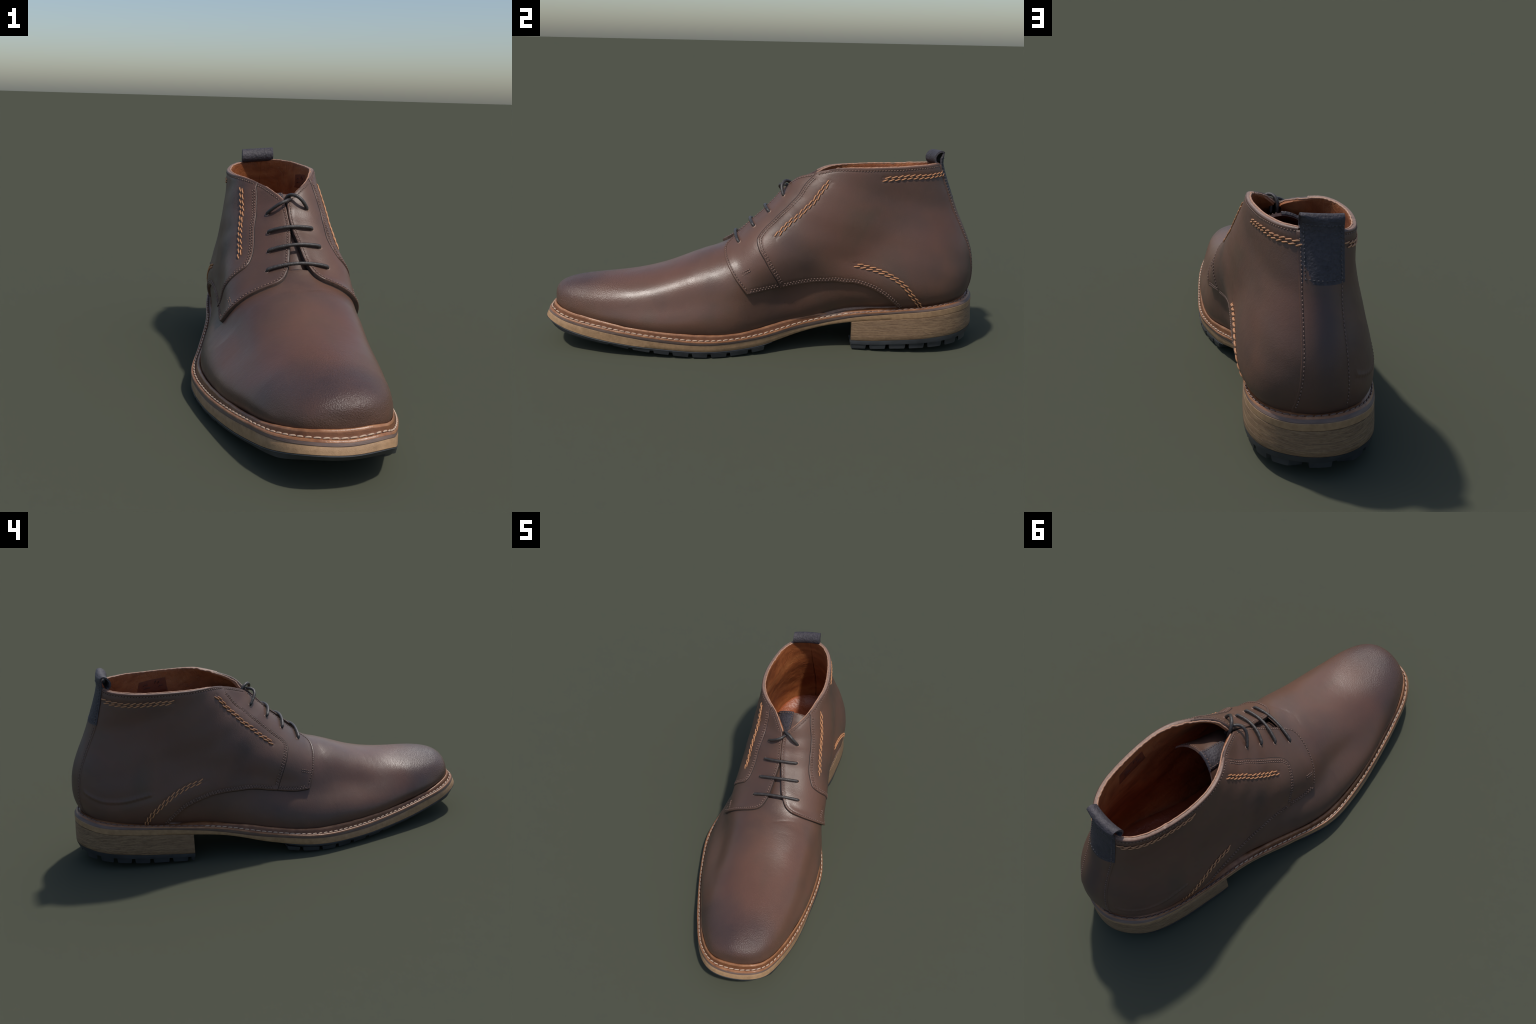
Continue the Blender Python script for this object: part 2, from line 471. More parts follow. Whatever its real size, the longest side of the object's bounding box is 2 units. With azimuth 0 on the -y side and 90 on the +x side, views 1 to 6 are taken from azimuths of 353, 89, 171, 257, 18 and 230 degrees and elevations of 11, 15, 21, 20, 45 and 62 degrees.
def tube(name, path, r, mats, parent, seg=14, flat=1.0, step=.004, up=None):
    P = resample(catmull(path, 30*len(path)), step)
    T = np.gradient(P, axis=0)
    T /= np.linalg.norm(T, axis=1, keepdims=True)
    u = np.array([0, -.6, .8]) if up is None else np.array(up, float)
    a = np.linspace(0, 2*np.pi, seg, endpoint=False)
    V = []
    m = len(P)
    for i in range(m):
        s = np.cross(T[i], u)
        s /= np.linalg.norm(s)
        v = np.cross(s, T[i])
        taper = min(1, .55 + .45*min(i, m - 1 - i)/2)
        wob = 1 + .05*math.sin(i*1.7) * math.sin(i*.53 + 1)
        for b in a:
            V.append(P[i] + taper*wob*r*(np.cos(b)*s + flat*np.sin(b)*v))
    F = [(i*seg + j, i*seg + (j + 1) % seg, (i + 1)*seg + (j + 1) % seg, (i + 1)*seg + j) for i in range(m - 1) for j in range(seg)]
    F += [tuple(range(seg))[::-1], tuple((m - 1)*seg + j for j in range(seg))]
    return make(name, V, F, mats, parent, sharp=0)


def sweep(name, rings, mats, parent, closed=True, row_index=None, caps=False, sharp=40):
    """rings: list over the profile of (N,3) loops running round the sole"""
    R = np.asarray(rings)
    k, n = R.shape[:2]
    V = R.reshape(-1, 3)
    F, idx = [], []
    for a in range(k - 1):
        for j in range(n if closed else n - 1):
            j2 = (j + 1) % n
            F.append((a*n + j, (a + 1)*n + j, (a + 1)*n + j2, a*n + j2))
            idx.append(0 if row_index is None else row_index[a])
    return make(name, V, F, mats, parent, idx, sharp=sharp)


def cap_between(n, offset, flip):
    """strip of quads that closes a loop of n points by pairing the two sides"""
    F = []
    for k in range(0, n//2):
        a, b, c, d = k, (k + 1), (n - 1 - k), (n - k) % n
        f = [offset + i for i in dict.fromkeys((a, b, c, d))]
        if len(f) > 2:
            F.append(tuple(f[::-1] if flip else f))
    return F


# --------------------------------------------------------------- materials
def nodes_of(name):
    m = bpy.data.materials.new(name)
    m.use_nodes = True
    nt = m.node_tree
    return m, nt, nt.nodes["Principled BSDF"]


class Net:
    def __init__(self, nt):
        self.nt = nt
        self.co = nt.nodes.new("ShaderNodeTexCoord").outputs["Object"]

    def n(self, kind, **kw):
        x = self.nt.nodes.new(kind)
        for k, v in kw.items():
            setattr(x, k, v)
        return x

    def link(self, a, b):
        self.nt.links.new(a, b)

    def mapped(self, scale, loc=(0, 0, 0), rot=(0, 0, 0)):
        m = self.n("ShaderNodeMapping")
        m.inputs["Scale"].default_value = scale
        m.inputs["Location"].default_value = loc
        m.inputs["Rotation"].default_value = rot
        self.link(self.co, m.inputs["Vector"])
        return m.outputs["Vector"]

    def noise(self, scale, detail=3, rough=.5, vec=None, distort=0):
        x = self.n("ShaderNodeTexNoise")
        x.inputs["Scale"].default_value = scale
        x.inputs["Detail"].default_value = detail
        x.inputs["Roughness"].default_value = rough
        x.inputs["Distortion"].default_value = distort
        self.link(vec or self.co, x.inputs["Vector"])
        return x.outputs["Fac"]

    def voronoi(self, scale, vec=None, feature="F1"):
        x = self.n("ShaderNodeTexVoronoi", feature=feature)
        x.inputs["Scale"].default_value = scale
        self.link(vec or self.co, x.inputs["Vector"])
        return x.outputs["Distance"]

    def ramp(self, fac, stops):
        x = self.n("ShaderNodeValToRGB")
        e = x.color_ramp.elements
        while len(e) < len(stops):
            e.new(.5)
        for el, (p, c) in zip(e, stops):
            el.position = p
            el.color = (*c, 1) if len(c) == 3 else c
        self.link(fac, x.inputs["Fac"])
        return x.outputs["Color"]

    def math(self, op, a, b=None, clamp=False):
        x = self.n("ShaderNodeMath", operation=op, use_clamp=clamp)
        for k, v in ((0, a), (1, b)):
            if v is None:
                continue
            if isinstance(v, (int, float)):
                x.inputs[k].default_value = v
            else:
                self.link(v, x.inputs[k])
        return x.outputs[0]

    def mix(self, fac, a, b, blend="MIX"):
        x = self.n("ShaderNodeMix", data_type="RGBA", blend_type=blend)
        for sock, v in ((x.inputs[0], fac), (x.inputs[6], a), (x.inputs[7], b)):
            if isinstance(v, (int, float)):
                sock.default_value = v
            elif isinstance(v, tuple):
                sock.default_value = (*v, 1)
            else:
                self.link(v, sock)
        return x.outputs[2]

    def blob(self, centre, size, soft=1.0):
        """1 inside an ellipsoid of the given half sizes, fading to 0"""
        m = self.n("ShaderNodeMapping")
        m.inputs["Scale"].default_value = tuple(1/s for s in size)
        m.inputs["Location"].default_value = tuple(-c/s for c, s in zip(centre, size))
        self.link(self.co, m.inputs["Vector"])
        d = self.n("ShaderNodeVectorMath", operation="LENGTH")
        self.link(m.outputs[0], d.inputs[0])
        r = self.n("ShaderNodeMapRange", interpolation_type="SMOOTHSTEP")
        r.inputs["From Min"].default_value = 1 + soft*.5
        r.inputs["From Max"].default_value = max(0, 1 - soft*.5)
        self.link(d.outputs["Value"], r.inputs["Value"])
        return r.outputs["Result"]

    def bump(self, height, strength, distance, bsdf, below=None):
        x = self.n("ShaderNodeBump")
        x.inputs["Strength"].default_value = strength
        x.inputs["Distance"].default_value = distance
        self.link(height, x.inputs["Height"])
        if below is not None:
            self.link(below, x.inputs["Normal"])
        if bsdf is not None:
            self.link(x.outputs[0], bsdf.inputs["Normal"])
        return x.outputs[0]


def mat_leather(name, light=1.0):
    m, nt, b = nodes_of(name)
    N = Net(nt)
    L = lambda c: tuple(x*light for x in c)
    big = N.noise(2.6, 3, .55, distort=.4)
    col = N.ramp(big, [(.30, L((.088, .050, .038))), (.46, L((.120, .065, .045))), (.60, L((.142, .071, .047))), (.74, L((.115, .069, .045)))])
    red = N.ramp(N.noise(4.2, 2, .5, N.mapped((1, 1, 1), (3.1, 1.7, .4))), [(.45, (0, 0, 0)), (.70, (1, 1, 1))])
    col = N.mix(N.math("MULTIPLY", red, .40), col, L((.148, .062, .041)))
    dusk = N.ramp(N.noise(3.4, 3, .5, N.mapped((1, 1, 1), (7.3, 4.1, 2.2))), [(.52, (0, 0, 0)), (.72, (1, 1, 1))])
    col = N.mix(N.math("MULTIPLY", dusk, .35), col, L((.072, .047, .043)))
    # burnished toe: polish darkens the cap and its corner spots
    toe = N.blob((.07, -.90, .36), (.30, .17, .12), .9)
    toe = N.math("MULTIPLY", toe, N.math("ADD", .35, N.math("MULTIPLY", N.noise(7, 3, .6), .8)), clamp=True)
    col = N.mix(N.math("MULTIPLY", toe, .85), col, L((.055, .033, .032)))
    col = N.mix(N.math("MULTIPLY", N.blob((-.06, -.76, .30), (.10, .10, .10), 1.2), .30), col, L((.058, .038, .042)))
    col = N.mix(N.math("MULTIPLY", N.blob((.06, -.58, .36), (.18, .20, .14), 1.3), .35), col, L((.150, .069, .047)))
    # heel strip and quarter stains
    col = N.mix(N.math("MULTIPLY", N.blob((.00, .92, .55), (.035, .14, .18), 1.3), .55), col, L((.058, .040, .044)))
    col = N.mix(N.math("MULTIPLY", N.blob((.27, .66, .52), (.15, .17, .09), 1.3), .40), col, L((.146, .070, .050)))
    # sparse pale scuffs and dust specks
    speck = N.ramp(N.voronoi(34), [(.0, (1, 1, 1)), (.045, (0, 0, 0))])
    col = N.mix(N.math("MULTIPLY", speck, N.math("MULTIPLY", N.noise(5, 2, .5), .45)), col, L((.26, .18, .14)))
    fine = N.noise(420, 2, .6)
    col = N.mix(.22, col, N.ramp(fine, [(.3, (.35, .35, .35)), (.7, (1, 1, 1))]), "MULTIPLY")
    N.link(col, b.inputs["Base Color"])
    rough = N.ramp(N.noise(9, 4, .6), [(.3, (.40, .40, .40)), (.7, (.52, .52, .52))])
    shiny = N.blob((.07, -.50, .30), (.42, .58, .34), .7)
    N.link(N.math("SUBTRACT", rough, N.math("MULTIPLY", shiny, .12)), b.inputs["Roughness"])
    b.inputs["Specular IOR Level"].default_value = .45
    grain = N.math("ADD", N.math("MULTIPLY", N.voronoi(210), .8), N.noise(330, 3, .6))
    pebble = N.math("ADD", .30, N.math("MULTIPLY", N.blob((.09, -.84, .34), (.26, .22, .16), 1.0), 1.5))
    n1 = N.bump(N.math("MULTIPLY", grain, pebble), .45, .0018, None)
    wr = N.noise(16, 4, .55, N.mapped((1, 2.2, 1.4), (0, 0, 0), (.3, .2, .1)), .6)
    N.bump(wr, .12, .006, b, n1)
    return m


def mat_simple(name, stops, scale, rough, bump=0.0, bump_scale=200, stretch=None, spec=.5, dist=.002, sheen=0.0):
    m, nt, b = nodes_of(name)
    N = Net(nt)
    vec = N.mapped(stretch) if stretch else None
    N.link(N.ramp(N.noise(scale, 4, .6, vec), stops), b.inputs["Base Color"])
    b.inputs["Roughness"].default_value = rough
    b.inputs["Specular IOR Level"].default_value = spec
    if sheen:
        b.inputs["Sheen Weight"].default_value = sheen
        b.inputs["Sheen Roughness"].default_value = .6
    if bump:
        N.bump(N.noise(bump_scale, 3, .6, vec), bump, dist, b)
    return m


def mat_stack():
    """stacked heel and layer: horizontal wood-like grain"""
    m, nt, b = nodes_of("stacked_leather")
    N = Net(nt)
    g1 = N.noise(3.0, 5, .65, N.mapped((6, 6, 95), (0, 0, 0), (.035, 0, 0)), .3)
    g2 = N.noise(4.0, 3, .6, N.mapped((22, 22, 190)))
    col = N.ramp(N.math("ADD", N.math("MULTIPLY", g1, .65), N.math("MULTIPLY", g2, .35)),
                 [(.36, (.085, .046, .023)), (.46, (.185, .108, .055)), (.56, (.275, .172, .090)), (.68, (.34, .222, .12))])
    N.link(N.mix(N.ramp(N.noise(5, 2, .5), [(.45, (0, 0, 0)), (.7, (.35, .35, .35))]), col, (.20, .115, .065)), b.inputs["Base Color"])
    b.inputs["Roughness"].default_value = .62
    N.bump(g2, .35, .0025, b)
    return m


def mat_lining():
    m, nt, b = nodes_of("lining_leather")
    N = Net(nt)
    col = N.ramp(N.noise(5, 5, .6, N.mapped((1, 1, 2.5)), .8), [(.3, (.18, .048, .014)), (.5, (.30, .090, .027)), (.72, (.41, .150, .050))])
    N.link(col, b.inputs["Base Color"])
    b.inputs["Roughness"].default_value = .55
    n1 = N.bump(N.noise(24, 5, .62, N.mapped((1, 1, .7), (0, 0, 0), (.5, .4, .2)), 1.2), .5, .012, None)
    N.bump(N.noise(260, 2, .6), .25, .0015, b, n1)
    return m


def mat_suede():
    m, nt, b = nodes_of("navy_suede")
    N = Net(nt)
    col = N.ramp(N.noise(60, 4, .7), [(.3, (.027, .023, .028)), (.7, (.062, .052, .060))])
    N.link(col, b.inputs["Base Color"])
    b.inputs["Roughness"].default_value = .62
    N.bump(N.math("ADD", N.noise(150, 3, .7), N.math("MULTIPLY", N.voronoi(95), .8)), .55, .004, b)
    return m


# ---------------------------------------------------------------- the boot
boot = bpy.data.objects.new("ankle_boot", None)
bpy.context.scene.collection.objects.link(boot)
boot["label"] = "brown leather lace-up ankle boot with orange contrast stitching"
boot["category"] = "boot"

LEATHER = mat_leather("brown_leather")
EDGE = mat_simple("cut_leather_edge", [(.3, (.20, .115, .082)), (.7, (.32, .20, .145))], 90, .55, .3)
EDGE_DARK = mat_simple("dark_leather_edge", [(.3, (.050, .029, .021)), (.7, (.095, .056, .042))], 90, .5, .3)
RIM = mat_simple("raw_lining_edge", [(.3, (.34, .165, .095)), (.7, (.52, .29, .185))], 70, .6, .6, 120, dist=.004)
LINING = mat_lining()
SUEDE = mat_suede()
WELT = mat_simple("welt_leather", [(.3, (.21, .080, .032)), (.55, (.32, .138, .060)), (.75, (.41, .200, .098))], 26, .34, .4, 120)
WELT_DARK = mat_simple("welt_groove", [(.3, (.13, .046, .018)), (.7, (.21, .082, .034))], 26, .42, .4, 120)
MIDSOLE = mat_simple("midsole_leather", [(.3, (.120, .078, .066)), (.7, (.200, .130, .100))], 10, .55, .3, 60, (1, 1, 9))
CREPE = mat_simple("tan_midsole", [(.3, (.29, .168, .082)), (.7, (.41, .247, .125))], 45, .65, .35, 300)
STACK = mat_stack()
RUBBER = mat_simple("black_rubber", [(.3, (.022, .024, .027)), (.7, (.045, .047, .050))], 12, .5, .2, 120)
LACE = mat_simple("waxed_lace", [(.3, (.030, .025, .023)), (.7, (.064, .054, .049))], 60, .38, .5, 260, dist=.003)
ORANGE = mat_simple("orange_thread", [(.3, (.45, .185, .072)), (.7, (.63, .315, .155))], 130, .45, .4, 500)
CREAM = mat_simple("cream_thread", [(.3, (.40, .26, .17)), (.7, (.66, .50, .37))], 80, .5, .4, 400)  # thread tinted orange and dimmed for light bounced off the welt
BROWN = mat_simple("brown_thread", [(.3, (.14, .080, .060)), (.7, (.24, .145, .108))], 120, .45, .3, 400)
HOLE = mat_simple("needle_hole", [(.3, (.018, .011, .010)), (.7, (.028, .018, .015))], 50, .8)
SOCK = mat_simple("insole_leather", [(.3, (.24, .058, .019)), (.7, (.38, .105, .038))], 14, .36, .5, 60, dist=.004)
LABEL = mat_simple("size_label", [(.3, (.125, .030, .014)), (.7, (.19, .050, .020))], 30, .5, .2)
INK = mat_simple("label_ink", [(.3, (.05, .014, .009)), (.7, (.07, .02, .012))], 30, .6)

# ------------------------------------------------------------------- vamp
def build_vamp():
    S = np.r_[np.linspace(.006, .59, 60), np.linspace(.597, 1.276, 100), np.linspace(1.283, 1.75, 50)]
    A = np.linspace(-90, 270, 260, endpoint=False)
    n, m = len(S), len(A)
    pat = np.stack(np.meshgrid(S, A, indexing="ij"), -1).reshape(-1, 2)
    P0, _ = leather(pat)
    # break creases where the foot bends, behind the ball
    crease = np.zeros(len(P0))
    for y0, x0, w, d, sl in ((-.225, .125, .05, .0012, .35), (-.245, .03, .05, .0007, -.25), (-.285, .15, .04, .0006, .2)):
        crease -= d*np.exp(-((P0[:, 1] - y0 - sl*(P0[:, 0] - x0))/.006)**2 - ((P0[:, 0] - x0)/w)**2)*(P0[:, 2] > .3)
    P, _ = leather(pat, crease)
    P[:, 2] = np.maximum(P[:, 2], floor_z(P))
    tip = P[:m].mean(0)
    V = np.vstack([P, tip[None]])
    F = []
    for i in range(n - 1):
        for j in range(m):
            if S[i + 1] > 1.277 and 25 < A[j] < 155:
                continue
            j2 = (j + 1) % m
            F.append((i*m + j, i*m + j2, (i + 1)*m + j2, (i + 1)*m + j))
    F += [(n*m, (j + 1) % m, j) for j in range(m)]
    f = F[len(F)//3]
    a, b, c = V[f[0]], V[f[1]], V[f[2]]
    if np.cross(b - a, c - a) @ (a - spine(np.array([pat[f[0], 0]]))[0][0]) < 0:
        F = [q[::-1] for q in F]
    return make("vamp", V, F, LEATHER, boot, sharp=0)


build_vamp()

# --------------------------------------------------- quarters and facings
T_FACE, T_QUART, T_STRIP = .0100, .0140, .0165


def seat(points_deg, drop=.030):
    """line on the leather just below the welt, between two angles round the heel"""
    F = catmull(FEATHER_LINE, 600, True)
    F[:, 2] -= drop
    q = locate(F)
    lo, hi = points_deg
    d = np.where(q[:, 1] < lo - 1, q[:, 1] + 360, q[:, 1])
    k = (d >= lo) & (d <= hi) & (F[:, 1] > .25)
    o = np.argsort(d[k])
    r = np.stack([q[k][o, 0], d[k][o]], 1)
    return r


def clip_end(path, i0, i1):
    return path[i0:i1]


def nearest(path, p):
    return int(np.argmin(((path - p)*[1, DEG])[:, 0]**2 + ((path - p)*[1, DEG])[:, 1]**2))


def side(right):
    col = seam(COLLAR_R if right else COLLAR_L)
    edge = seam(EDGE_R if right else EDGE_L)
    arc = seam(ARC_R if right else ARC_L)
    front = seam(FRONT_R if right else FRONT_L)
    sgn = 1 if right else -1
    jc = nearest(col, edge[0])
    ja = nearest(arc, edge[-1])
    edge[0], edge[-1] = col[jc], arc[ja]
    # facing: V tip -> down the lacing edge -> tab tip -> back along the arc -> up under the quarter -> collar
    tuck = shifted(edge, .022*sgn)
    tuck = tuck[2:-2]
    ja2 = min(len(arc) - 1, ja + 4)
    jc2 = min(len(col) - 1, jc + 4)
    outline = np.vstack([front, arc[1:ja2], tuck[::-1], col[1:jc2][::-1]])
    f_row = shifted(front, .011*sgn)[3:-2]
    a_row = [shifted(arc, .009*sgn), shifted(arc, .018*sgn)]
    e_row = [shifted(edge, .009*sgn), shifted(edge, .0175*sgn)]
    c_row = shifted(col, -.013*sgn if True else 0)
    rows_f = [f_row, a_row[0][2:ja], a_row[1][3:ja], c_row[2:jc]]
    kl = KDTree(len(front))
    for i, p in enumerate(leather(front)[0]):
        kl.insert(p, i)
    kl.balance()

    def lifted(pat, P0):
        """the facings stand slightly proud along the lacing"""
        w = np.zeros(len(P0))
        for i, p in enumerate(P0):
            _, j, d = kl.find(p)
            w[i] = (.0085 if right else .0035)*math.exp(-(d/.030)**2)
        return w
    panel("facing", outline, T_FACE, -.001, [LEATHER, EDGE_DARK], boot, .009, rows_f, warp=lifted, warp_edge=True)
    shadow_bead("seam_shadow_bead", front, .0030, 0)
    shadow_bead("seam_shadow_bead", arc, .0030, 0)
    shadow_bead("seam_shadow_bead", edge, .0028, T_FACE)
    # quarter
    st = np.array(STRIP_R if right else STRIP_L, float)
    under = np.vstack([st[::-1], [(2.10, st[0, 1]), (2.14, st[0, 1])]])
    under[:, 1] -= 3.5*sgn
    ang = (under[0, 1], arc[-1][1]) if right else (arc[-1][1], under[0, 1])
    low = seat(ang)
    if right:
        low = low[::-1]
    back = seam(under)
    ce = nearest(col, back[-1])
    outline = np.vstack([edge[:-1], arc[ja:], low[2:], back[2:-1], col[jc + 1:ce][::-1]])
    o_eye = seam(ORANGE_EYE_R if right else ORANGE_EYE_L)
    o_col = seam(ORANGE_COL_R if right else ORANGE_COL_L)
    o_arc = seam(ORANGE_ARC_R if right else ORANGE_ARC_L)
    orange = [shifted(o, d) for o in (o_eye, o_col, o_arc) for d in (-.0062, .0062)]
    rows_q = [e_row[0][2:-2], e_row[1][2:-3], a_row[0][ja + 2:], a_row[1][ja + 3:], c_row[jc + 2:ce]]

    def warp(pat, P0):
        # soft dents round the heel counter and under the ankle
        w = .0008*np.sin(P0[:, 1]*23 + P0[:, 2]*31)*np.sin(P0[:, 2]*27 - P0[:, 1]*9 + 1.0)
        if not right:
            q = seam(HEEL_CREASE)
            X = leather(q)[0]
            d = np.min(np.linalg.norm(P0[:, None] - X[None, ::3], axis=2), axis=1)
            w = w + .0035*np.exp(-(d/.008)**2) - .002*np.exp(-((d - .014)/.008)**2)
        return w
    panel("quarter", outline, T_QUART, -.001, [LEATHER, EDGE], boot, .0095, rows_q + orange, warp=warp, refine=[] if right else [seam(HEEL_CREASE)])
    fine_stitching("fine_stitching", rows_f, lambda q: T_FACE - .0010 + lifted(q, leather(q)[0]), boot, [BROWN, HOLE])
    fine_stitching("fine_stitching", rows_q, T_QUART - .0012, boot, [BROWN, HOLE])
    # small bar tack beside the tab
    tk = seam(TACK_R if right else TACK_L, .003, True)
    fine_stitching("fine_stitching", [shifted(tk, -.005), shifted(tk, .005)], T_FACE + .0003, boot, [BROWN, HOLE], .011)
    for o in (o_eye, o_col, o_arc):
        for k, d in enumerate((-.0062, .0062)):
            fr = along(shifted(o, d), T_QUART + .0005, .0288, .45*k)
            single_stitches("orange_stitch", ORANGE_MESH, fr, boot, .15 if right else .17)
    # eyelet holes
    for p in EYELETS_R if right else EYELETS_L:
        P, n = leather([p], T_FACE + .0004 + lifted(None, leather([p])[0])[0])
        eyelet(P[0], n[0])
    return dict(col=col, edge=edge, arc=arc, front=front)


def shadow_bead(name, path, r, h):
    """dark tube modelled as the shadow line at the foot of a cut edge"""
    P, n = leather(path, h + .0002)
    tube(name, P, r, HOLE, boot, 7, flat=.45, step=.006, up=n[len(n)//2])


def eyelet(c, n):
    t = np.cross(n, [0, .7, .7])
    t /= np.linalg.norm(t)
    b = np.cross(n, t)
    V, F, idx = [], [], []
    k = 20
    prof = [(.0005, .0002), (.0056, .0004), (.0062, .0014), (.0080, .0012), (.0100, -.0010)]
    for r, h in prof:
        for a in np.linspace(0, 2*np.pi, k, endpoint=False):
            V.append(c + (t*math.cos(a) + b*math.sin(a))*r + n*h)
    for i in range(len(prof) - 1):
        for j in range(k):
            F.append((i*k + j, (i + 1)*k + j, (i + 1)*k + (j + 1) % k, i*k + (j + 1) % k))
            idx.append(1 if i == 0 else 0)
    make("eyelet", V, F, [EDGE, HOLE], boot, idx, sharp=0)


Vs, Fs = capsule(.0310, .0030, .9, .6, 10, 9)
Vs[:, 1] += .0011*np.sin(Vs[:, 0]/.0134*2.2)
ORANGE_MESH = bpy.data.meshes.new("orange_stitch")
ORANGE_MESH.from_pydata(Vs.tolist(), [], Fs)
ORANGE_MESH.polygons.foreach_set("use_smooth", [True]*len(ORANGE_MESH.polygons))
ORANGE_MESH.materials.append(ORANGE)
Vs, Fs = capsule(.0225, .0030, .75, .35, 10, 9)
CREAM_MESH = bpy.data.meshes.new("welt_stitch")
CREAM_MESH.from_pydata(Vs.tolist(), [], Fs)
CREAM_MESH.polygons.foreach_set("use_smooth", [True]*len(CREAM_MESH.polygons))
CREAM_MESH.materials.append(CREAM)

DARK_MESH = CREAM_MESH.copy()
DARK_MESH.name = "heel_seat_stitch"
DARK_MESH.materials.clear()
DARK_MESH.materials.append(BROWN)

RIGHT = side(True)
LEFT = side(False)

# -------------------------------------------------------------- heel strip
def heel_strip():
    r = seam(np.vstack([[(2.143, STRIP_R[0][1] + .5), (2.10, STRIP_R[0][1] + .2)], STRIP_R]))
    l = seam(np.vstack([[(2.143, STRIP_L[0][1] - .5), (2.10, STRIP_L[0][1] - .2)], STRIP_L]))
    l[:, 1] -= 360
    low = seat((l[-1, 1] - 2, r[-1, 1] + 2))
    low = low[(low[:, 1] > l[-1, 1]) & (low[:, 1] < r[-1, 1])]
    topline = seam([r[0], (2.145, -92.0), l[0]])
    outline = np.vstack([r, low[::-1], l[::-1], topline[1:-1][::-1]])
    rows = [shifted(r, .012)[4:-2], shifted(l, -.012)[4:-2]]
    panel("heel_strip", outline, T_STRIP, 0.0, [LEATHER, EDGE], boot, .009, rows)
    fine_stitching("fine_stitching", rows, T_STRIP - .0012, boot, [BROWN, HOLE], .0145)


heel_strip()

# ------------------------------------------------------------------ lining
def lining_depth(pat):
    """padded collar: the lining swells inwards below the rim, most at the heel"""
    d = np.clip((2.105 - pat[:, 0])/.13, 0, 1)
    back = np.clip((np.abs((pat[:, 1] + 270) % 360 - 0 - 180)/180), 0, 1)
    back = smooth(back, [0, .45, .75, 1], [.3, .55, 1, 1])
    return -.010*d*d*(3 - 2*d)*back


def build_lining():
    for right in (True, False):
        d = RIGHT if right else LEFT
        col, front = d["col"], d["front"]
        sg = 1 if right else -1
        back_deg = -91.0 if right else 269.0
        fr = shifted(front, .014*sg)
        fr = fr[:max(10, len(front)*45//100)]
        mid = seam([fr[-1], (1.31, 50.0 if right else 130.0), (1.30, 0.0 if right else 180.0), (1.30, back_deg)], .02)
        back = seam([(1.30, back_deg), (1.65, back_deg), (1.95, back_deg), (2.147, back_deg)], .02)
        outline = np.vstack([fr, mid[1:], back[1:], col[::-1][1:-1]])

        def warp(pat, P0):
            return lining_depth(pat) - .0025*np.sin(P0[:, 1]*19 + 2*np.sin(P0[:, 2]*14))*np.sin(P0[:, 2]*37 + P0[:, 0]*20)*np.clip((2.11 - pat[:, 0])/.1, 0, 1)
        panel("lining", outline, -.0068, -.0012, [LINING, RIM], boot, .013, rim_width=.004, warp=warp)


build_lining()

# ------------------------------------------------- collar binding edge line
def bead(name, path, h, r, mat):
    P, n = leather(resample(path, .005, leather(path)[0]), h)
    jitter = np.convolve(rng.normal(0, .0011, len(P) + 2), np.ones(3)/3, "valid")
    P = P + n*jitter[:, None]
    P[:, 2] += jitter*.8
    tube(name, P, r, mat, boot, 8, step=.005, up=(.3, .2, 1))


bead("collar_edge", np.vstack([LEFT["col"], [(2.147, 269.5)]]), -.0036, .0034, RIM)
bead("collar_edge", np.vstack([RIGHT["col"], [(2.147, -91.0)]]), -.0036, .0034, RIM)

# ------------------------------------------------------------------ insole
def build_insole():
    W = resample(catmull(SOLE_EDGE, 800, True), .02, closed=True)
    n = len(W)
    k0 = int(np.argmax(W[:, 1]))
    W = np.roll(W, -k0, 0)
    t = np.roll(W, -1, 0) - np.roll(W, 1, 0)
    t[:, 2] = 0
    t /= np.linalg.norm(t, axis=1, keepdims=True)
    inw = np.stack([t[:, 1], -t[:, 0], 0*t[:, 0]], 1)
    c = W.mean(0)
    if (inw[0] @ (c - W[0])) < 0:
        inw = -inw
    z = smooth(W[:, 1], [-1, -.3, 0, .3, .5, .7, .85, 1], [.20, .13, .15, .195, .225, .245, .26, .27])
    cup = np.clip((W[:, 1] - .72)/.2, 0, 1)*.05
    pinch = .035*np.clip((.62 - W[:, 1])/.3, 0, 1)
    L = lambda d, dz: np.stack([W[:, 0] + inw[:, 0]*(d + pinch), W[:, 1] + inw[:, 1]*(d + pinch), z + dz], 1)
    rings = [L(.026, cup), L(.038, .004 + cup*.9), L(.060, cup*.4), L(.11, -.004)]
    V = np.vstack(rings)
    F = []
    for a in range(3):
        for j in range(n):
            j2 = (j + 1) % n
            F.append((a*n + j, a*n + j2, (a + 1)*n + j2, (a + 1)*n + j))
    F += cap_between(n, 3*n, False)
    f = F[n*2 + 3]
    if np.cross(V[f[1]] - V[f[0]], V[f[2]] - V[f[0]])[2] < 0:
        F = [q[::-1] for q in F]
    keep = [f for f in F if min(V[i][1] for i in f) > .20]
    return make("insole", V, keep, SOCK, boot, sharp=0)


build_insole()

# ------------------------------------------------------------------ label
panel("size_label", resample(np.array([(2.104, -20.), (2.107, -7.), (2.106, 5.4), (2.036, 9.), (2.05, -6.), (2.055, -20.), (2.104, -20.)]), .01)[:-1],
      -.0088, -.0066, LABEL, boot, .012, warp=lambda pat, P0: lining_depth(pat))
for k, (s0, a0, ds, da) in enumerate(((2.086, -15, .004, 5), (2.072, -14, .004, 7), (2.088, -4, .012, 1.2), (2.083, -1, .012, 1.2), (2.070, 0, .004, 4))):
    q = np.array([(s0, a0), (s0 + ds, a0 + da*.5), (s0 + ds*.3, a0 + da)])
    q = catmull(q, 12)
    P, n = leather(q, -.0093 + lining_depth(q))
    tube("label_mark", P, .0016, INK, boot, 6, step=.004, up=n[0] + [0, 0, .01])

